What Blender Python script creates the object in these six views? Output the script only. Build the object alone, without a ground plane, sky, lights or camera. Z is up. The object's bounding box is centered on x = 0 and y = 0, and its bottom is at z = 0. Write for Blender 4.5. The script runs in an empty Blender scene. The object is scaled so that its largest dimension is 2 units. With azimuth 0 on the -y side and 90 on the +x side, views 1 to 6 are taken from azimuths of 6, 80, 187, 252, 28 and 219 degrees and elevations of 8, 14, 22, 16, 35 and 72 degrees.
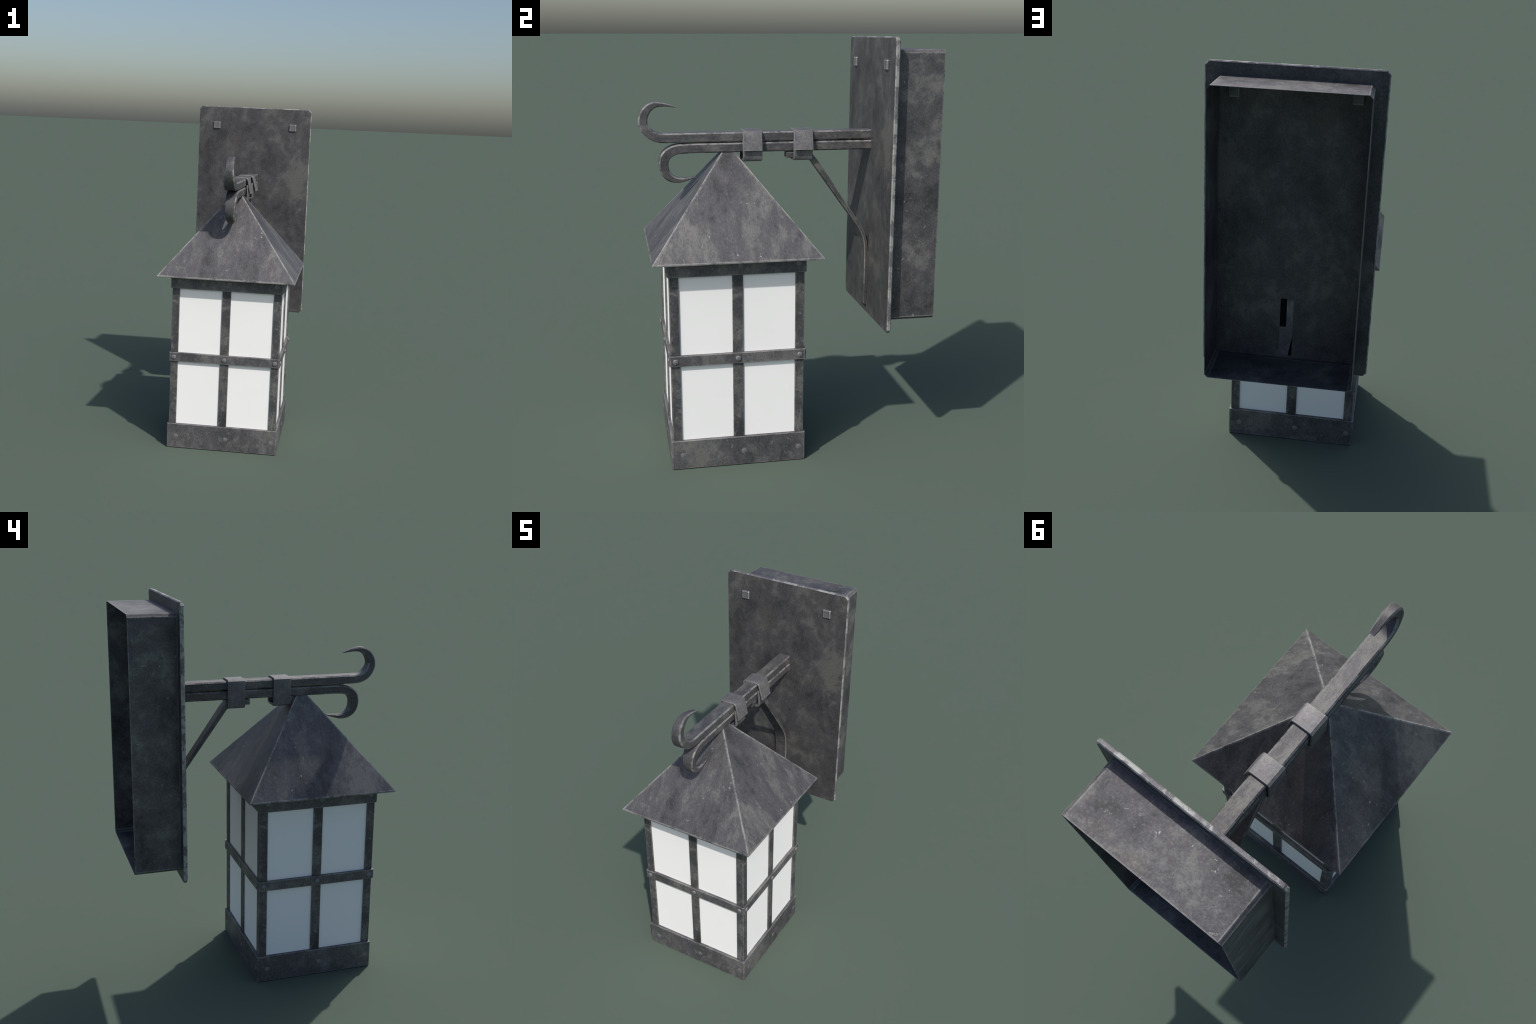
"""Wrought-iron wall lantern: open-backed mounting box and backplate, a double
scroll bracket held by two straps and a flat brace, and a square lantern with a
pyramid roof, riveted bands, corner angles, muntins and white glass panes."""
import bpy, bmesh, math, random
from mathutils import Vector

random.seed(7)
COL = bpy.context.scene.collection

# ------------------------------------------------------------------ sizes (m)
LY = -0.2675                     # lantern axis: x = 0, y = LY
PLATE_W, PLATE_Y0, PLATE_Y1, PLATE_Z0, PLATE_Z1 = 0.3735, 0.4325, 0.4525, 0.635, 2.0
BOX_W, BOX_Y1, BOX_Z0, BOX_Z1, BOX_C, BOX_T = 0.3170, 0.6825, 0.6825, 1.9447, 0.0135, 0.0014
EAVE, EAVE_Z, APEX_Z, ROOF_T = 0.3905, 1.0165, 1.507, 0.006
BAND, POST, GLASS = 0.3217, 0.3135, 0.3055
BASE_Z1, MID_Z0, MID_Z1, TOP_Z0, TOP_Z1 = 0.1435, 0.518, 0.5695, 0.945, 1.085
POST_IN, MUNTIN = 0.271, 0.025
BAR_W, BAR_H, BAR_Z = 0.0362, 0.0226, (1.5405, 1.4905)


# ------------------------------------------------------------------ materials
def nodes_of(name):
    m = bpy.data.materials.new(name)
    m.use_nodes = True
    nt = m.node_tree
    nt.nodes.clear()
    return m, nt


class G:
    """Tiny helper for wiring shader nodes."""
    def __init__(self, nt):
        self.nt = nt

    def n(self, kind, **kw):
        node = self.nt.nodes.new(kind)
        for k, v in kw.items():
            setattr(node, k, v)
        return node

    def put(self, sock, v):
        if isinstance(v, bpy.types.NodeSocket):
            self.nt.links.new(v, sock)
        else:
            sock.default_value = v

    def math(self, op, a, b=0.0, clamp=False):
        m = self.n("ShaderNodeMath", operation=op, use_clamp=clamp)
        self.put(m.inputs[0], a)
        self.put(m.inputs[1], b)
        return m.outputs[0]

    def noise(self, vec, scale, detail=4.0, rough=0.55, dist=0.0):
        t = self.n("ShaderNodeTexNoise")
        self.put(t.inputs["Vector"], vec)
        t.inputs["Scale"].default_value = scale
        t.inputs["Detail"].default_value = detail
        t.inputs["Roughness"].default_value = rough
        t.inputs["Distortion"].default_value = dist
        return t.outputs["Fac"]

    def ramp(self, fac, lo, hi, a=0.0, b=1.0):
        r = self.n("ShaderNodeMapRange", clamp=True, interpolation_type="SMOOTHSTEP")
        self.put(r.inputs["Value"], fac)
        for k, v in zip(("From Min", "From Max", "To Min", "To Max"), (lo, hi, a, b)):
            r.inputs[k].default_value = v
        return r.outputs["Result"]

    def mix(self, fac, a, b):
        m = self.n("ShaderNodeMix", data_type="RGBA")
        self.put(m.inputs["Factor"], fac)
        self.put(m.inputs["A"], a)
        self.put(m.inputs["B"], b)
        return m.outputs["Result"]

    def mapping(self, vec, scale=(1, 1, 1), loc=(0, 0, 0)):
        m = self.n("ShaderNodeMapping")
        self.put(m.inputs["Vector"], vec)
        m.inputs["Scale"].default_value = scale
        m.inputs["Location"].default_value = loc
        return m.outputs["Vector"]


def rgb(r, g, b):
    return (r, g, b, 1.0)


def slope_coords(g, co):
    """Pyramid side coordinates: along the eave, side number, up the slope."""
    sep = g.n("ShaderNodeSeparateXYZ")
    g.put(sep.inputs[0], co)
    x, y, z = sep.outputs
    ax, ay = g.math("ABSOLUTE", x), g.math("ABSOLUTE", y)
    onx = g.math("GREATER_THAN", ax, ay)
    t = g.math("ADD", g.math("MULTIPLY", onx, y), g.math("MULTIPLY", g.math("SUBTRACT", 1.0, onx), x))
    far = g.math("ADD", g.math("MULTIPLY", onx, x), g.math("MULTIPLY", g.math("SUBTRACT", 1.0, onx), y))
    side = g.math("ADD", g.math("MULTIPLY", onx, 3.3), g.math("MULTIPLY", g.math("GREATER_THAN", far, 0.0), 1.7))
    comb = g.n("ShaderNodeCombineXYZ")
    for s_, v in zip(comb.inputs, (t, side, z)):
        g.put(s_, v)
    return comb.outputs[0]


def iron(name, tone=1.0, stretch=(1, 1, 1), loc=(0, 0, 0), cloud=1.0, wear=1.0,
         wear_radius=0.009, flecks=1.0, patch=0.0, patch_at=0.535, warm=0.5, slope=False, grain=1.0):
    """Aged dark iron: cool dark ground, cloudy warm-grey patches, fine mottling,
    pale scuffs, and bare bright metal rubbed through along the sharp edges."""
    m, nt = nodes_of(name)
    g = G(nt)
    co = g.n("ShaderNodeTexCoord").outputs["Object"]
    base = g.mapping(co, (1, 1, 1), loc)
    if slope:
        co = slope_coords(g, co)
    run = g.mapping(co, stretch, loc)

    big = g.noise(run, 4.2, 5, 0.6, 0.3)
    mid = g.noise(run, 19, 8, 0.74, 0.25)
    fine = g.noise(run, 120, 5, 0.70)
    cool = rgb(0.094 * tone, 0.091 * tone, 0.099 * tone)
    dark = rgb(0.038 * tone, 0.039 * tone, 0.041 * tone)
    pale = rgb(0.205 * tone, 0.202 * tone, 0.190 * tone)
    brown = rgb(0.150 * tone, 0.128 * tone, 0.112 * tone)

    cloudy = g.math("ADD", g.math("MULTIPLY", big, 0.55), g.math("MULTIPLY", mid, 0.45))
    col = g.mix(g.ramp(cloudy, 0.48, 0.62, 0, 0.85 * cloud), cool, pale)
    col = g.mix(g.ramp(cloudy, 0.49, 0.37, 0, 0.85 * cloud), col, dark)
    col = g.mix(g.ramp(g.noise(g.mapping(co, stretch, (loc[0] + 3.1, loc[1], loc[2] - 1.7)), 3.5, 3),
                       0.58, 0.74, 0, warm), col, brown)
    # fine grain
    col = g.mix(g.ramp(fine, 0.49, 0.36, 0, 0.42 * grain), col, dark)
    col = g.mix(g.ramp(fine, 0.53, 0.68, 0, 0.45 * grain), col, pale)

    bare = rgb(0.44 * tone, 0.435 * tone, 0.42 * tone)
    scuff = rgb(0.26 * tone, 0.26 * tone, 0.25 * tone)
    # scattered chips and scratches, clustered
    cluster = g.ramp(g.noise(base, 7, 2), 0.50, 0.66)
    chip = g.ramp(g.noise(base, 48, 5, 0.72, 0.8), 0.615, 0.675)
    chip = g.math("MULTIPLY", chip, g.math("ADD", g.math("MULTIPLY", cluster, 0.85), 0.12))
    col = g.mix(g.math("MULTIPLY", chip, 0.85 * flecks), col, bare)
    if patch:
        zone = g.ramp(g.noise(base, 13, 6, 0.74, 0.5), patch_at, patch_at + 0.07)
        col = g.mix(g.math("MULTIPLY", zone, patch), col, scuff)

    # worn edges: the bevelled normal departs from the true one near an edge
    if wear:
        bev = g.n("ShaderNodeBevel", samples=8)
        bev.inputs["Radius"].default_value = wear_radius
        geo = g.n("ShaderNodeNewGeometry")
        dot = g.n("ShaderNodeVectorMath", operation="DOT_PRODUCT")
        g.put(dot.inputs[0], bev.outputs["Normal"])
        g.put(dot.inputs[1], geo.outputs["True Normal"])
        edge = g.ramp(g.math("SUBTRACT", 1.0, dot.outputs["Value"]), 0.0, 0.06)
        n1 = g.math("SUBTRACT", g.noise(base, 13, 3, 0.6), 0.5)
        n2 = g.math("SUBTRACT", g.noise(base, 70, 5, 0.75), 0.5)
        grit = g.math("ADD", g.math("MULTIPLY", n1, 1.0), g.math("MULTIPLY", n2, 1.0))
        ragged = g.ramp(g.math("ADD", grit, g.math("MULTIPLY", edge, 0.50)), 0.26, 0.56)
        rub = g.math("MULTIPLY", g.math("MULTIPLY", g.ramp(edge, 0.02, 0.30), ragged), wear, clamp=True)
        col = g.mix(rub, col, bare)

    bsdf = g.n("ShaderNodeBsdfPrincipled")
    g.put(bsdf.inputs["Base Color"], col)
    bsdf.inputs["Metallic"].default_value = METAL
    g.put(bsdf.inputs["Roughness"], g.ramp(mid, 0.35, 0.65, 0.50, 0.60))
    bmp = g.n("ShaderNodeBump")
    bmp.inputs["Strength"].default_value = 0.12
    bmp.inputs["Distance"].default_value = 0.004
    g.put(bmp.inputs["Height"], g.math("ADD", mid, g.math("MULTIPLY", fine, 0.5)))
    g.put(bsdf.inputs["Normal"], bmp.outputs["Normal"])
    out = g.n("ShaderNodeOutputMaterial")
    nt.links.new(bsdf.outputs["BSDF"], out.inputs["Surface"])
    return m


METAL = 0.35
M_PLATE = iron("iron_plate", tone=0.86, stretch=(1.25, 1, 1.0), cloud=0.8, patch=0.12, patch_at=0.60, wear=0, flecks=0.2, warm=0.35)
M_RIM = iron("rubbed_rim", tone=1.7, stretch=(1.6, 1.6, 0.5), loc=(0.7, 0, 0.2), cloud=0.9, wear=0, flecks=0.8, patch=0.75, patch_at=0.47, warm=0.1)
M_BOX = iron("iron_box", tone=1.08, loc=(1.3, 0.4, 2.2), cloud=1.0, wear=0.45, flecks=1.0, patch=0.25, patch_at=0.63, warm=0.35)
M_ROOF = iron("iron_roof", tone=1.08, stretch=(1.25, 1.0, 0.75), loc=(0.3, 0.1, 0.7), slope=True, cloud=0.9, wear=0.78,
              wear_radius=0.016, flecks=1.0, patch=0.3, patch_at=0.615, warm=0.6)
M_BAR = iron("iron_bar", tone=0.98, stretch=(1.5, 0.7, 1.5), loc=(2.0, 0, 0.5), cloud=0.9, wear=0.35, wear_radius=0.006, flecks=0.3)
M_BAR_EDGE = iron("iron_bar_edge", tone=1.12, stretch=(1.5, 0.7, 1.5), loc=(2.0, 0, 0.5), cloud=0.8, wear=0, flecks=0.8, patch=0.85, patch_at=0.46)
M_CLAMP = iron("iron_strap", tone=1.45, loc=(0.2, 1.7, 0), cloud=0.7, wear=0.28, wear_radius=0.007, flecks=0.3)
M_FRAME = iron("iron_frame", tone=0.92, loc=(0, 2.3, 1.1), cloud=0.8, wear=0.6, wear_radius=0.006, flecks=0.5, patch=0.6, warm=0.2)
M_BAND = iron("iron_band", tone=1.2, stretch=(1.2, 1.2, 0.8), loc=(4, 0.3, 0), cloud=0.7, wear=0.6, wear_radius=0.007, flecks=0.8, patch=0.22, warm=0.2)
M_BOLT = iron("iron_bolt", tone=2.0, loc=(0.6, 0.7, 3), cloud=0.7, wear=0.6, wear_radius=0.005, flecks=0.5, warm=0.1)
M_RIVET = iron("iron_rivet", tone=2.3, loc=(0, 0, 5), cloud=0.4, wear=0.1, wear_radius=0.003, flecks=0.1, warm=0.1)


def glass_white():
    m, nt = nodes_of("white_glass")
    g = G(nt)
    co = g.n("ShaderNodeTexCoord").outputs["Object"]
    cloud = g.noise(co, 3.0, 3)
    col = g.mix(g.ramp(cloud, 0.35, 0.65), rgb(0.97, 0.965, 0.955), rgb(0.985, 0.98, 0.97))
    bsdf = g.n("ShaderNodeBsdfPrincipled")
    g.put(bsdf.inputs["Base Color"], col)
    bsdf.inputs["Roughness"].default_value = 0.72
    bsdf.inputs["Specular IOR Level"].default_value = 1.0
    out = g.n("ShaderNodeOutputMaterial")
    nt.links.new(bsdf.outputs["BSDF"], out.inputs["Surface"])
    return m


M_GLASS = glass_white()


# ------------------------------------------------------------------ geometry helpers
def make(name, bm, mat, parent, smooth=False):
    bmesh.ops.recalc_face_normals(bm, faces=bm.faces)
    me = bpy.data.meshes.new(name)
    bm.to_mesh(me)
    bm.free()
    for mt in (mat if isinstance(mat, tuple) else (mat,)):
        me.materials.append(mt)
    if smooth:
        me.polygons.foreach_set("use_smooth", [True] * len(me.polygons))
        me.set_sharp_from_angle(angle=math.radians(32))
    o = bpy.data.objects.new(name, me)
    COL.objects.link(o)
    o.parent = parent
    return o


def copy_of(o, name, parent, loc=None, rz=0.0):
    c = o.copy()                       # shares the mesh
    c.name = name
    COL.objects.link(c)
    c.parent = parent
    if loc is not None:
        c.location = loc
    c.rotation_euler = (0, 0, rz)
    return c


def chamfer(bm, width, edges=None, segments=1):
    bmesh.ops.bevel(bm, geom=list(edges if edges is not None else bm.edges), offset=width,
                    segments=segments, affect="EDGES", profile=0.5, clamp_overlap=True)


def box_bm(x0, x1, y0, y1, z0, z1):
    bm = bmesh.new()
    bmesh.ops.create_cube(bm, size=1)
    for v in bm.verts:
        v.co = Vector((x0 if v.co.x < 0 else x1, y0 if v.co.y < 0 else y1, z0 if v.co.z < 0 else z1))
    return bm


def prism(outline, axis, a, b):
    """Extrude a closed 2D outline along an axis ('y' or 'z') from a to b."""
    bm = bmesh.new()
    put = (lambda p, t: (p[0], t, p[1])) if axis == "y" else (lambda p, t: (p[0], p[1], t))
    lo = [bm.verts.new(put(p, a)) for p in outline]
    hi = [bm.verts.new(put(p, b)) for p in outline]
    n = len(outline)
    bm.faces.new(lo)
    bm.faces.new(hi)
    for i in range(n):
        bm.faces.new((lo[i], lo[(i + 1) % n], hi[(i + 1) % n], hi[i]))
    return bm


def cut_rect(w, h0, h1, c):
    """Rectangle outline with its corners cut off by c."""
    return [(-w + c, h0), (w - c, h0), (w, h0 + c), (w, h1 - c), (w - c, h1), (-w + c, h1), (-w, h1 - c), (-w, h0 + c)]


def ring(outer, inner, axis, a, b):
    """Hollow prism between two outlines with the same number of points."""
    bm = bmesh.new()
    put = (lambda p, t: (p[0], t, p[1])) if axis == "y" else (lambda p, t: (p[0], p[1], t))
    L = [[bm.verts.new(put(p, t)) for p in o] for o in (outer, inner) for t in (a, b)]
    oa, ob, ia, ib = L
    n = len(outer)
    for i in range(n):
        j = (i + 1) % n
        bm.faces.new((oa[i], oa[j], ob[j], ob[i]))
        bm.faces.new((ia[i], ib[i], ib[j], ia[j]))
        bm.faces.new((oa[i], ia[i], ia[j], oa[j]))
        bm.faces.new((ob[i], ob[j], ib[j], ib[i]))
    return bm


def catmull(pts, steps):
    out = []
    n = len(pts)
    for i in range(n - 1):
        p0, p1, p2, p3 = pts[max(i - 1, 0)], pts[i], pts[i + 1], pts[min(i + 2, n - 1)]
        for s in range(steps):
            t = s / steps
            out.append(tuple(0.5 * ((2 * b) + (c - a) * t + (2 * a - 5 * b + 4 * c - d) * t * t +
                                    (3 * b - a - 3 * c + d) * t ** 3) for a, b, c, d in zip(p0, p1, p2, p3)))
    out.append(tuple(pts[-1]))
    return out


def strap(path, plane, edge_c):
    """Loft a chamfered rectangular section along a path lying in a plane.
    path: (u, v, half thickness, half width); plane 'yz' -> width along x, 'xz' -> width along y."""
    bm = bmesh.new()
    rings = []
    for i, (u, v, h, w) in enumerate(path):
        a = path[max(i - 1, 0)]
        b = path[min(i + 1, len(path) - 1)]
        t = Vector((b[0] - a[0], b[1] - a[1])).normalized()
        nrm = Vector((-t.y, t.x))
        # widen at corners so that the thickness stays even
        if 0 < i < len(path) - 1:
            t1 = Vector((u - a[0], v - a[1])).normalized()
            cosh = max(0.6, abs(t1.dot(t)))
        else:
            cosh = 1.0
        c = min(edge_c, 0.6 * h, 0.6 * w)
        sec = [(-w + c, -h), (w - c, -h), (w, -h + c), (w, h - c), (w - c, h), (-w + c, h), (-w, h - c), (-w, -h + c)]
        r = []
        for sw, sh in sec:
            pu, pv = u + nrm.x * sh / cosh, v + nrm.y * sh / cosh
            r.append(bm.verts.new((sw, pu, pv) if plane == "yz" else (pu, sw, pv)))
        rings.append(r)
    for r, q in zip(rings, rings[1:]):
        for i in range(8):
            j = (i + 1) % 8
            bm.faces.new((r[i], r[j], q[j], q[i]))
    bm.faces.new(rings[0])
    bm.faces.new(rings[-1])
    for k, f in enumerate(bm.faces):          # side faces cycle 0..7; odd ones are the chamfers
        f.material_index = 1 if k < 8 * (len(rings) - 1) and k % 2 else 0
    return bm


def carve(blank, cutters, name, parent):
    """Subtract the cutters from the blank and keep the result as a clean mesh object."""
    for c in cutters:
        mod = blank.modifiers.new("cut", "BOOLEAN")
        mod.object, mod.operation, mod.solver = c, "DIFFERENCE", "EXACT"
    dg = bpy.context.evaluated_depsgraph_get()
    me = bpy.data.meshes.new_from_object(blank.evaluated_get(dg))
    me.name = name
    o = bpy.data.objects.new(name, me)
    COL.objects.link(o)
    o.parent = parent
    for old in cutters + [blank]:
        bpy.data.objects.remove(old, do_unlink=True)
    return o


# ------------------------------------------------------------------ the lantern
root = bpy.data.objects.new("wall_lantern", None)
COL.objects.link(root)
root["label"] = "dark wrought iron wall lantern with scroll bracket and white panes"
root["category"] = "wall lantern"

# backplate: slab with cut corners and chamfered rims; hollowed from behind inside the
# box to a thin skin, with a slot where the brace is let in
bm = prism(cut_rect(PLATE_W, PLATE_Z0, PLATE_Z1, 0.017), "y", PLATE_Y0, PLATE_Y1)
chamfer(bm, 0.0045, [e for e in bm.edges if abs(e.verts[0].co.y - e.verts[1].co.y) < 1e-6])
blank = make("blank", bm, M_PLATE, None)
cutters = [make("cutter", prism(cut_rect(BOX_W - BOX_T, BOX_Z0 + BOX_T, BOX_Z1 - BOX_T, BOX_C - 0.0006), "y", PLATE_Y0 + 0.0025, 0.5), M_PLATE, None),
           make("cutter", box_bm(-0.030, 0.030, 0.40, 0.50, 0.694, 0.974), M_PLATE, None)]
backplate = carve(blank, cutters, "backplate", root)
me = backplate.data
me.materials.clear()
me.materials.append(M_PLATE)
me.materials.append(M_RIM)
for p in me.polygons:                       # rubbed rim: the narrow outer faces
    inside = all(abs(me.vertices[v].co.x) < PLATE_W - 0.02 and PLATE_Z0 + 0.02 < me.vertices[v].co.z < PLATE_Z1 - 0.02 for v in p.vertices)
    p.material_index = 1 if abs(p.normal.y) < 0.95 and not inside else 0

# two square bolts through the top of the plate
bm = box_bm(-0.0225, 0.0225, PLATE_Y0 - 0.010, PLATE_Y0 + 0.011, -0.0225, 0.0225)
chamfer(bm, 0.0035)
bolt = make("square_bolt", bm, M_BOLT, backplate)
bolt.location = (-0.2535, 0, 1.8765)
copy_of(bolt, "square_bolt", backplate, (0.2535, 0, 1.8765))

# mounting box: thin sheet frame, open at the back, corners cut
outer = cut_rect(BOX_W, BOX_Z0, BOX_Z1, BOX_C)
inner = cut_rect(BOX_W - BOX_T, BOX_Z0 + BOX_T, BOX_Z1 - BOX_T, BOX_C - 0.0006)
make("mounting_box", ring(outer, inner, "y", PLATE_Y1 - 0.001, BOX_Y1), M_BOX, root)

# two forged bars, each drawn out into a tapering scroll: (y, z, half thickness, half width)
Z_UP, Z_LO = BAR_Z
upper = [(0.4338, Z_UP, BAR_H, BAR_W), (0.10, Z_UP, BAR_H, BAR_W), (-0.25, Z_UP, BAR_H, BAR_W), (-0.50, Z_UP, BAR_H, BAR_W)]
upper_curl = [(-0.50, Z_UP, BAR_H, BAR_W), (-0.565, 1.5403, 0.0215, 0.036), (-0.601, 1.545, 0.0212, 0.0355), (-0.632, 1.561, 0.0205, 0.034),
              (-0.6525, 1.587, 0.0198, 0.0305), (-0.6615, 1.6165, 0.0202, 0.027), (-0.6545, 1.6485, 0.0197, 0.024),
              (-0.635, 1.6765, 0.0173, 0.022), (-0.603, 1.694, 0.0133, 0.0205), (-0.567, 1.694, 0.0085, 0.017),
              (-0.535, 1.6885, 0.0055, 0.0145), (-0.505, 1.6815, 0.0025, 0.012)]
lower = [(0.4338, Z_LO, BAR_H, BAR_W), (0.10, Z_LO, BAR_H, BAR_W), (-0.25, Z_LO, BAR_H, BAR_W), (-0.42, Z_LO, BAR_H, BAR_W)]
lower_curl = [(-0.42, Z_LO, BAR_H, BAR_W), (-0.48, 1.4895, 0.0217, 0.036), (-0.5165, 1.485, 0.0225, 0.035), (-0.5460, 1.471, 0.0225, 0.0335),
              (-0.5640, 1.450, 0.0220, 0.031), (-0.5705, 1.426, 0.0213, 0.0285), (-0.5685, 1.399, 0.0210, 0.026),
              (-0.559, 1.374, 0.0195, 0.024), (-0.539, 1.3535, 0.0160, 0.022), (-0.511, 1.3425, 0.0130, 0.0195),
              (-0.484, 1.3415, 0.0100, 0.017), (-0.455, 1.346, 0.0060, 0.0145), (-0.420, 1.352, 0.0025, 0.012)]


def fuller(curl, dy, dz):
    """Fatten a curl towards its end and let it hang a touch further out."""
    out = []
    for i, (y, z, h, w) in enumerate(curl):
        k = min(1.0, i / 5)
        out.append((y + dy * k, z + dz * k, BAR_H if i < 2 else h * (1 + 0.07 * k), w * (1 + 0.03 * k)))
    return out


make("scroll_bar", strap(upper[:-1] + catmull(fuller(upper_curl, -0.0012, 0.0), 3), "yz", 0.0065), (M_BAR, M_BAR_EDGE), root, smooth=True)
make("scroll_bar", strap(lower[:-1] + catmull(fuller(lower_curl, -0.0008, -0.0025), 3), "yz", 0.0065), (M_BAR, M_BAR_EDGE), root, smooth=True)


# wrapped straps: flap outside on +x, over the top, down, under, tucked in behind the flap
def wrapped(flap):
    p = [(flap, 1.477), (0.6 * flap + 0.4 * 0.0475, 1.510), (0.0500, 1.543), (0.0470, 1.556), (0.0410, 1.5640), (0.0330, 1.5668),
         (-0.0380, 1.5668), (-0.0442, 1.5615), (-0.0450, 1.5550), (-0.0450, 1.4410), (-0.0440, 1.4335), (-0.0370, 1.4290),
         (0.0340, 1.4290), (0.0430, 1.4325), (0.0470, 1.4420), (0.0480, 1.4700), (0.0455, 1.4980), (0.0425, 1.5250)]
    return [(x, z, 0.0052, 0.0465) for x, z in p]


for y, flap in ((-0.1525, 0.0645), (0.0925, 0.0685)):
    o = make("wrapped_strap", strap(wrapped(flap), "xz", 0.0025), (M_CLAMP, M_CLAMP), root, smooth=True)
    o.location.y = y

# flat brace: tongue under the bars, bent down to the plate and let into it
d, n = Vector((0.564, -0.8256)), Vector((0.8256, 0.564))


def on_slope(s, h, w):
    p = n * (0.9405 - h) + d * s
    return (p.x, p.y, h, w)


brace = [(0.016, 1.4500, 0.0140, 0.030), (0.100, 1.4500, 0.0140, 0.030), (0.128, 1.4465, 0.0138, 0.030)]
brace += [on_slope(-1.085, 0.0136, 0.0305), on_slope(-1.04, 0.0130, 0.031), on_slope(-0.87, 0.0105, 0.033), on_slope(-0.72, 0.0085, 0.0345)]
brace += [(0.3960, 1.0680, 0.0080, 0.035), (0.4110, 1.0330, 0.0080, 0.0355), (0.4195, 0.9960, 0.0085, 0.036), (0.4235, 0.9400, 0.0090, 0.0365),
          (0.4240, 0.8500, 0.0095, 0.037), (0.4240, 0.6850, 0.0095, 0.037)]
brace_blank = make("blank", strap(brace[:2] + catmull(brace[2:], 3), "yz", 0.003), (M_BAR, M_BAR_EDGE), None)
cutters = [make("cutter", box_bm(-0.0005, 0.0290, 0.4165, 0.50, 0.835, 0.9735), M_BAR, None),
           make("cutter", prism([(-0.0305, 0.805), (-0.0305, 0.6935), (-0.0120, 0.6935)], "y", 0.4165, 0.50), M_BAR, None)]
brace_ob = carve(brace_blank, cutters, "brace", root)
brace_ob.data.polygons.foreach_set("use_smooth", [True] * len(brace_ob.data.polygons))
brace_ob.data.set_sharp_from_angle(angle=math.radians(28))

slot_black_mat, nt = nodes_of("matte_black")  # near-black colour for the black patches seen in the slot, modelled as inserts
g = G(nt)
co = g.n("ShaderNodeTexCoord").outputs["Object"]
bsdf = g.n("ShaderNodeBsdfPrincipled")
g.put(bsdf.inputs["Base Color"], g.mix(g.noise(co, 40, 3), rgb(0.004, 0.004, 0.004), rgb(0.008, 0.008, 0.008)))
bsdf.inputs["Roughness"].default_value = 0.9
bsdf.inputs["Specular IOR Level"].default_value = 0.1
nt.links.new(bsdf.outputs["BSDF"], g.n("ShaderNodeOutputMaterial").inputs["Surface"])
brace_ob.data.materials.append(M_CLAMP)       # back of the brace lightened to the paler baked shading in the slot
for p in brace_ob.data.polygons:
    if p.normal.y > 0.9 and p.center.y > 0.4315 and p.center.z < 1.0:
        p.material_index = len(brace_ob.data.materials) - 1
make("slot_black_insert", box_bm(0.0, 0.0285, 0.4170, 0.4328, 0.8355, 0.9730), slot_black_mat, brace_ob)
make("slot_black_insert", prism([(-0.0300, 0.803), (-0.0300, 0.6940), (-0.0125, 0.6940)], "y", 0.4170, 0.4328), slot_black_mat, brace_ob)

# pyramid roof: thin sheet shell with a narrow lip
bm = bmesh.new()
sq = ((-1, -1), (1, -1), (1, 1), (-1, 1))
lip = [bm.verts.new((sx * EAVE, sy * EAVE, EAVE_Z)) for sx, sy in sq]
top = [bm.verts.new((sx * EAVE, sy * EAVE, EAVE_Z + 0.0065)) for sx, sy in sq]
inn = [bm.verts.new((sx * (EAVE - 0.006), sy * (EAVE - 0.006), EAVE_Z)) for sx, sy in sq]
apex, apex_in = bm.verts.new((0, 0, APEX_Z)), bm.verts.new((0, 0, APEX_Z - 0.012))
for i in range(4):
    j = (i + 1) % 4
    bm.faces.new((lip[i], lip[j], top[j], top[i]))
    bm.faces.new((top[i], top[j], apex))
    bm.faces.new((lip[i], inn[i], inn[j], lip[j]))
    bm.faces.new((inn[j], inn[i], apex_in))
chamfer(bm, 0.0015, [e for e in bm.edges if apex not in e.verts and apex_in not in e.verts and
                     not (e.verts[0] in inn and e.verts[1] in inn)])
roof = make("roof", bm, M_ROOF, root)
roof.location.y = LY


# square bands with cut corners
def square_band(name, half, thick, z0, z1, c, rim):
    o_, i_ = cut_rect(half, -half, half, c), cut_rect(half - thick, -half + thick, half - thick, c * 0.5)
    bm = ring(o_, i_, "z", z0, z1)
    chamfer(bm, rim, [e for e in bm.edges if abs(e.verts[0].co.z - e.verts[1].co.z) < 1e-6 and
                      max(abs(e.verts[0].co.x), abs(e.verts[0].co.y)) > half - 1e-5 and
                      max(abs(e.verts[1].co.x), abs(e.verts[1].co.y)) > half - 1e-5])
    o = make(name, bm, M_BAND, root)
    o.location.y = LY
    return o


base_band = square_band("base_band", BAND, 0.020, 0.0, BASE_Z1, 0.0045, 0.0018)
middle_band = square_band("middle_band", BAND + 0.0005, 0.0165, MID_Z0, MID_Z1, 0.006, 0.0018)
top_band = square_band("top_band", BAND, 0.020, TOP_Z0, TOP_Z1, 0.0045, 0.0018)
floor_plate = make("floor_plate", box_bm(-0.2985, 0.2985, -0.2985, 0.2985, 0.004, 0.014), M_FRAME, root)
floor_plate.location.y = LY
ceiling = make("ceiling_plate", box_bm(-0.2985, 0.2985, -0.2985, 0.2985, 0.962, 0.970), M_FRAME, root)
ceiling.location.y = LY

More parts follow.
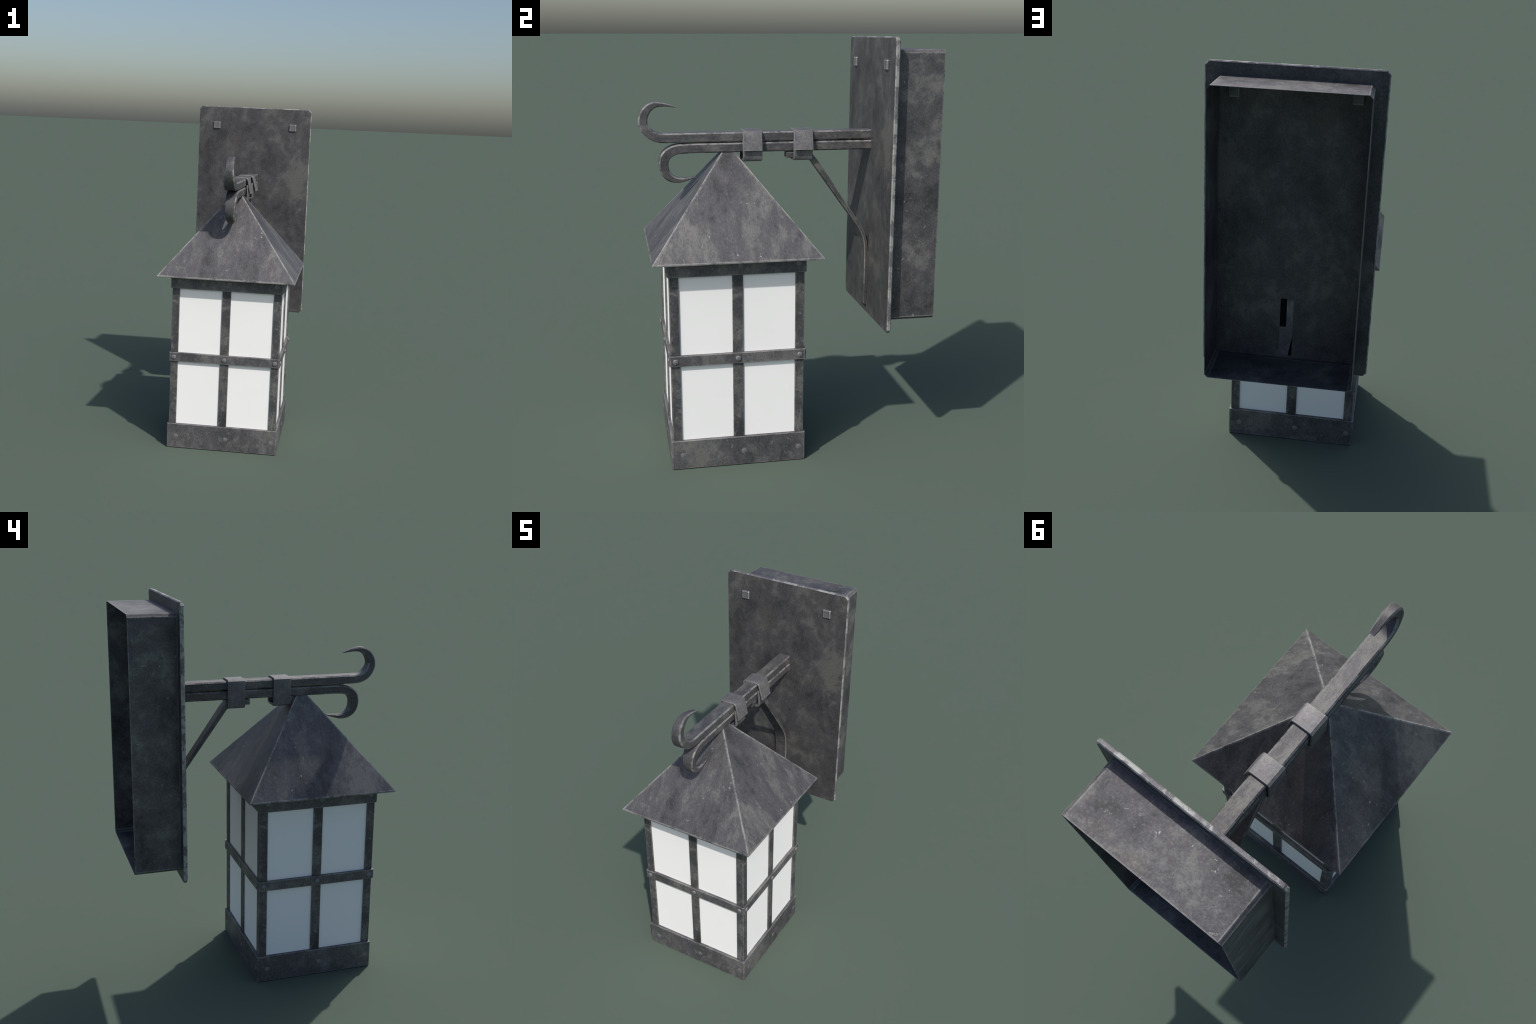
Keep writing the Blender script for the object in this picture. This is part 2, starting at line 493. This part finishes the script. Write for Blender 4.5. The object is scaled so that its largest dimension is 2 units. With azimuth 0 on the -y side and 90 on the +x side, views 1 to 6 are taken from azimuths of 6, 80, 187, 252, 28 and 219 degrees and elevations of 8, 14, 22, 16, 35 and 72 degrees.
# corner angles: L sections between base and top band
T = POST - GLASS - 0.0005
L = [(POST, POST), (POST_IN, POST), (POST_IN, POST - T), (POST - T, POST - T), (POST - T, POST_IN), (POST, POST_IN)]
bm = prism(L, "z", 0.03, 1.03)
chamfer(bm, 0.0022, [e for e in bm.edges if abs(e.verts[0].co.z - e.verts[1].co.z) > 0.5 and
                     max(abs(e.verts[0].co.x), abs(e.verts[0].co.y)) > POST - 1e-5])
post = make("corner_post", bm, M_FRAME, root)
post.location.y = LY
for k in range(1, 4):
    copy_of(post, "corner_post", root, (0, LY, 0), k * math.pi / 2)

# upright muntins in the middle of each side
bm = box_bm(-MUNTIN, MUNTIN, -POST + 0.0012, -GLASS - 0.0003, 0.03, 1.03)
chamfer(bm, 0.0015, [e for e in bm.edges if abs(e.verts[0].co.z - e.verts[1].co.z) > 0.5])
muntin = make("muntin", bm, M_FRAME, root)
muntin.location.y = LY
for k in range(1, 4):
    copy_of(muntin, "muntin", root, (0, LY, 0), k * math.pi / 2)

# sixteen panes
pane = {}
for k in range(4):
    for sx in (-1, 1):
        for z0, z1 in ((0.10, 0.543), (0.545, 0.985)):
            key = (sx, z0)
            if key not in pane:
                xs = sorted((sx * 0.004, sx * 0.288))
                bm = box_bm(xs[0], xs[1], -GLASS, -GLASS + 0.006, z0, z1)
                pane[key] = make("glass_pane", bm, M_GLASS, root)
                pane[key].location.y = LY
            else:
                copy_of(pane[key], "glass_pane", root, (0, LY, 0), k * math.pi / 2)


# rivets: low round heads, three on each side of each band
def rivet_mesh(r, h):
    bm = bmesh.new()
    prof = [(r, 0.003), (r, -h * 0.35), (r * 0.86, -h * 0.75), (r * 0.5, -h), (0, -h * 1.05)]
    N = 18
    rows = [[bm.verts.new((rr * math.cos(2 * math.pi * i / N), yy, rr * math.sin(2 * math.pi * i / N))) for i in range(N)]
            for rr, yy in prof[:-1]]
    tip = bm.verts.new((0, prof[-1][1], 0))
    for a, b in zip(rows, rows[1:]):
        for i in range(N):
            bm.faces.new((a[i], a[(i + 1) % N], b[(i + 1) % N], b[i]))
    for i in range(N):
        bm.faces.new((rows[-1][i], rows[-1][(i + 1) % N], tip))
    return bm


for band, half, z, offs, high in ((middle_band, BAND + 0.0005, 0.543, (-0.293, 0.0, 0.293), 0.0060),
                                  (base_band, BAND, 0.070, (-0.268, 0.024, 0.290), 0.0015),
                                  (top_band, BAND, 0.989, (-0.272, 0.014, 0.285), 0.0030)):
    rivet = None
    for k in range(4):
        a = k * math.pi / 2
        for off in offs:
            if rivet is None:
                o = rivet = make("rivet", rivet_mesh(0.0128, high), M_RIVET, band, smooth=True)
            else:
                o = copy_of(rivet, "rivet", band)
            o.location = (off * math.cos(a) + half * math.sin(a), off * math.sin(a) - half * math.cos(a), z)
            o.rotation_euler = (0, 0, a)
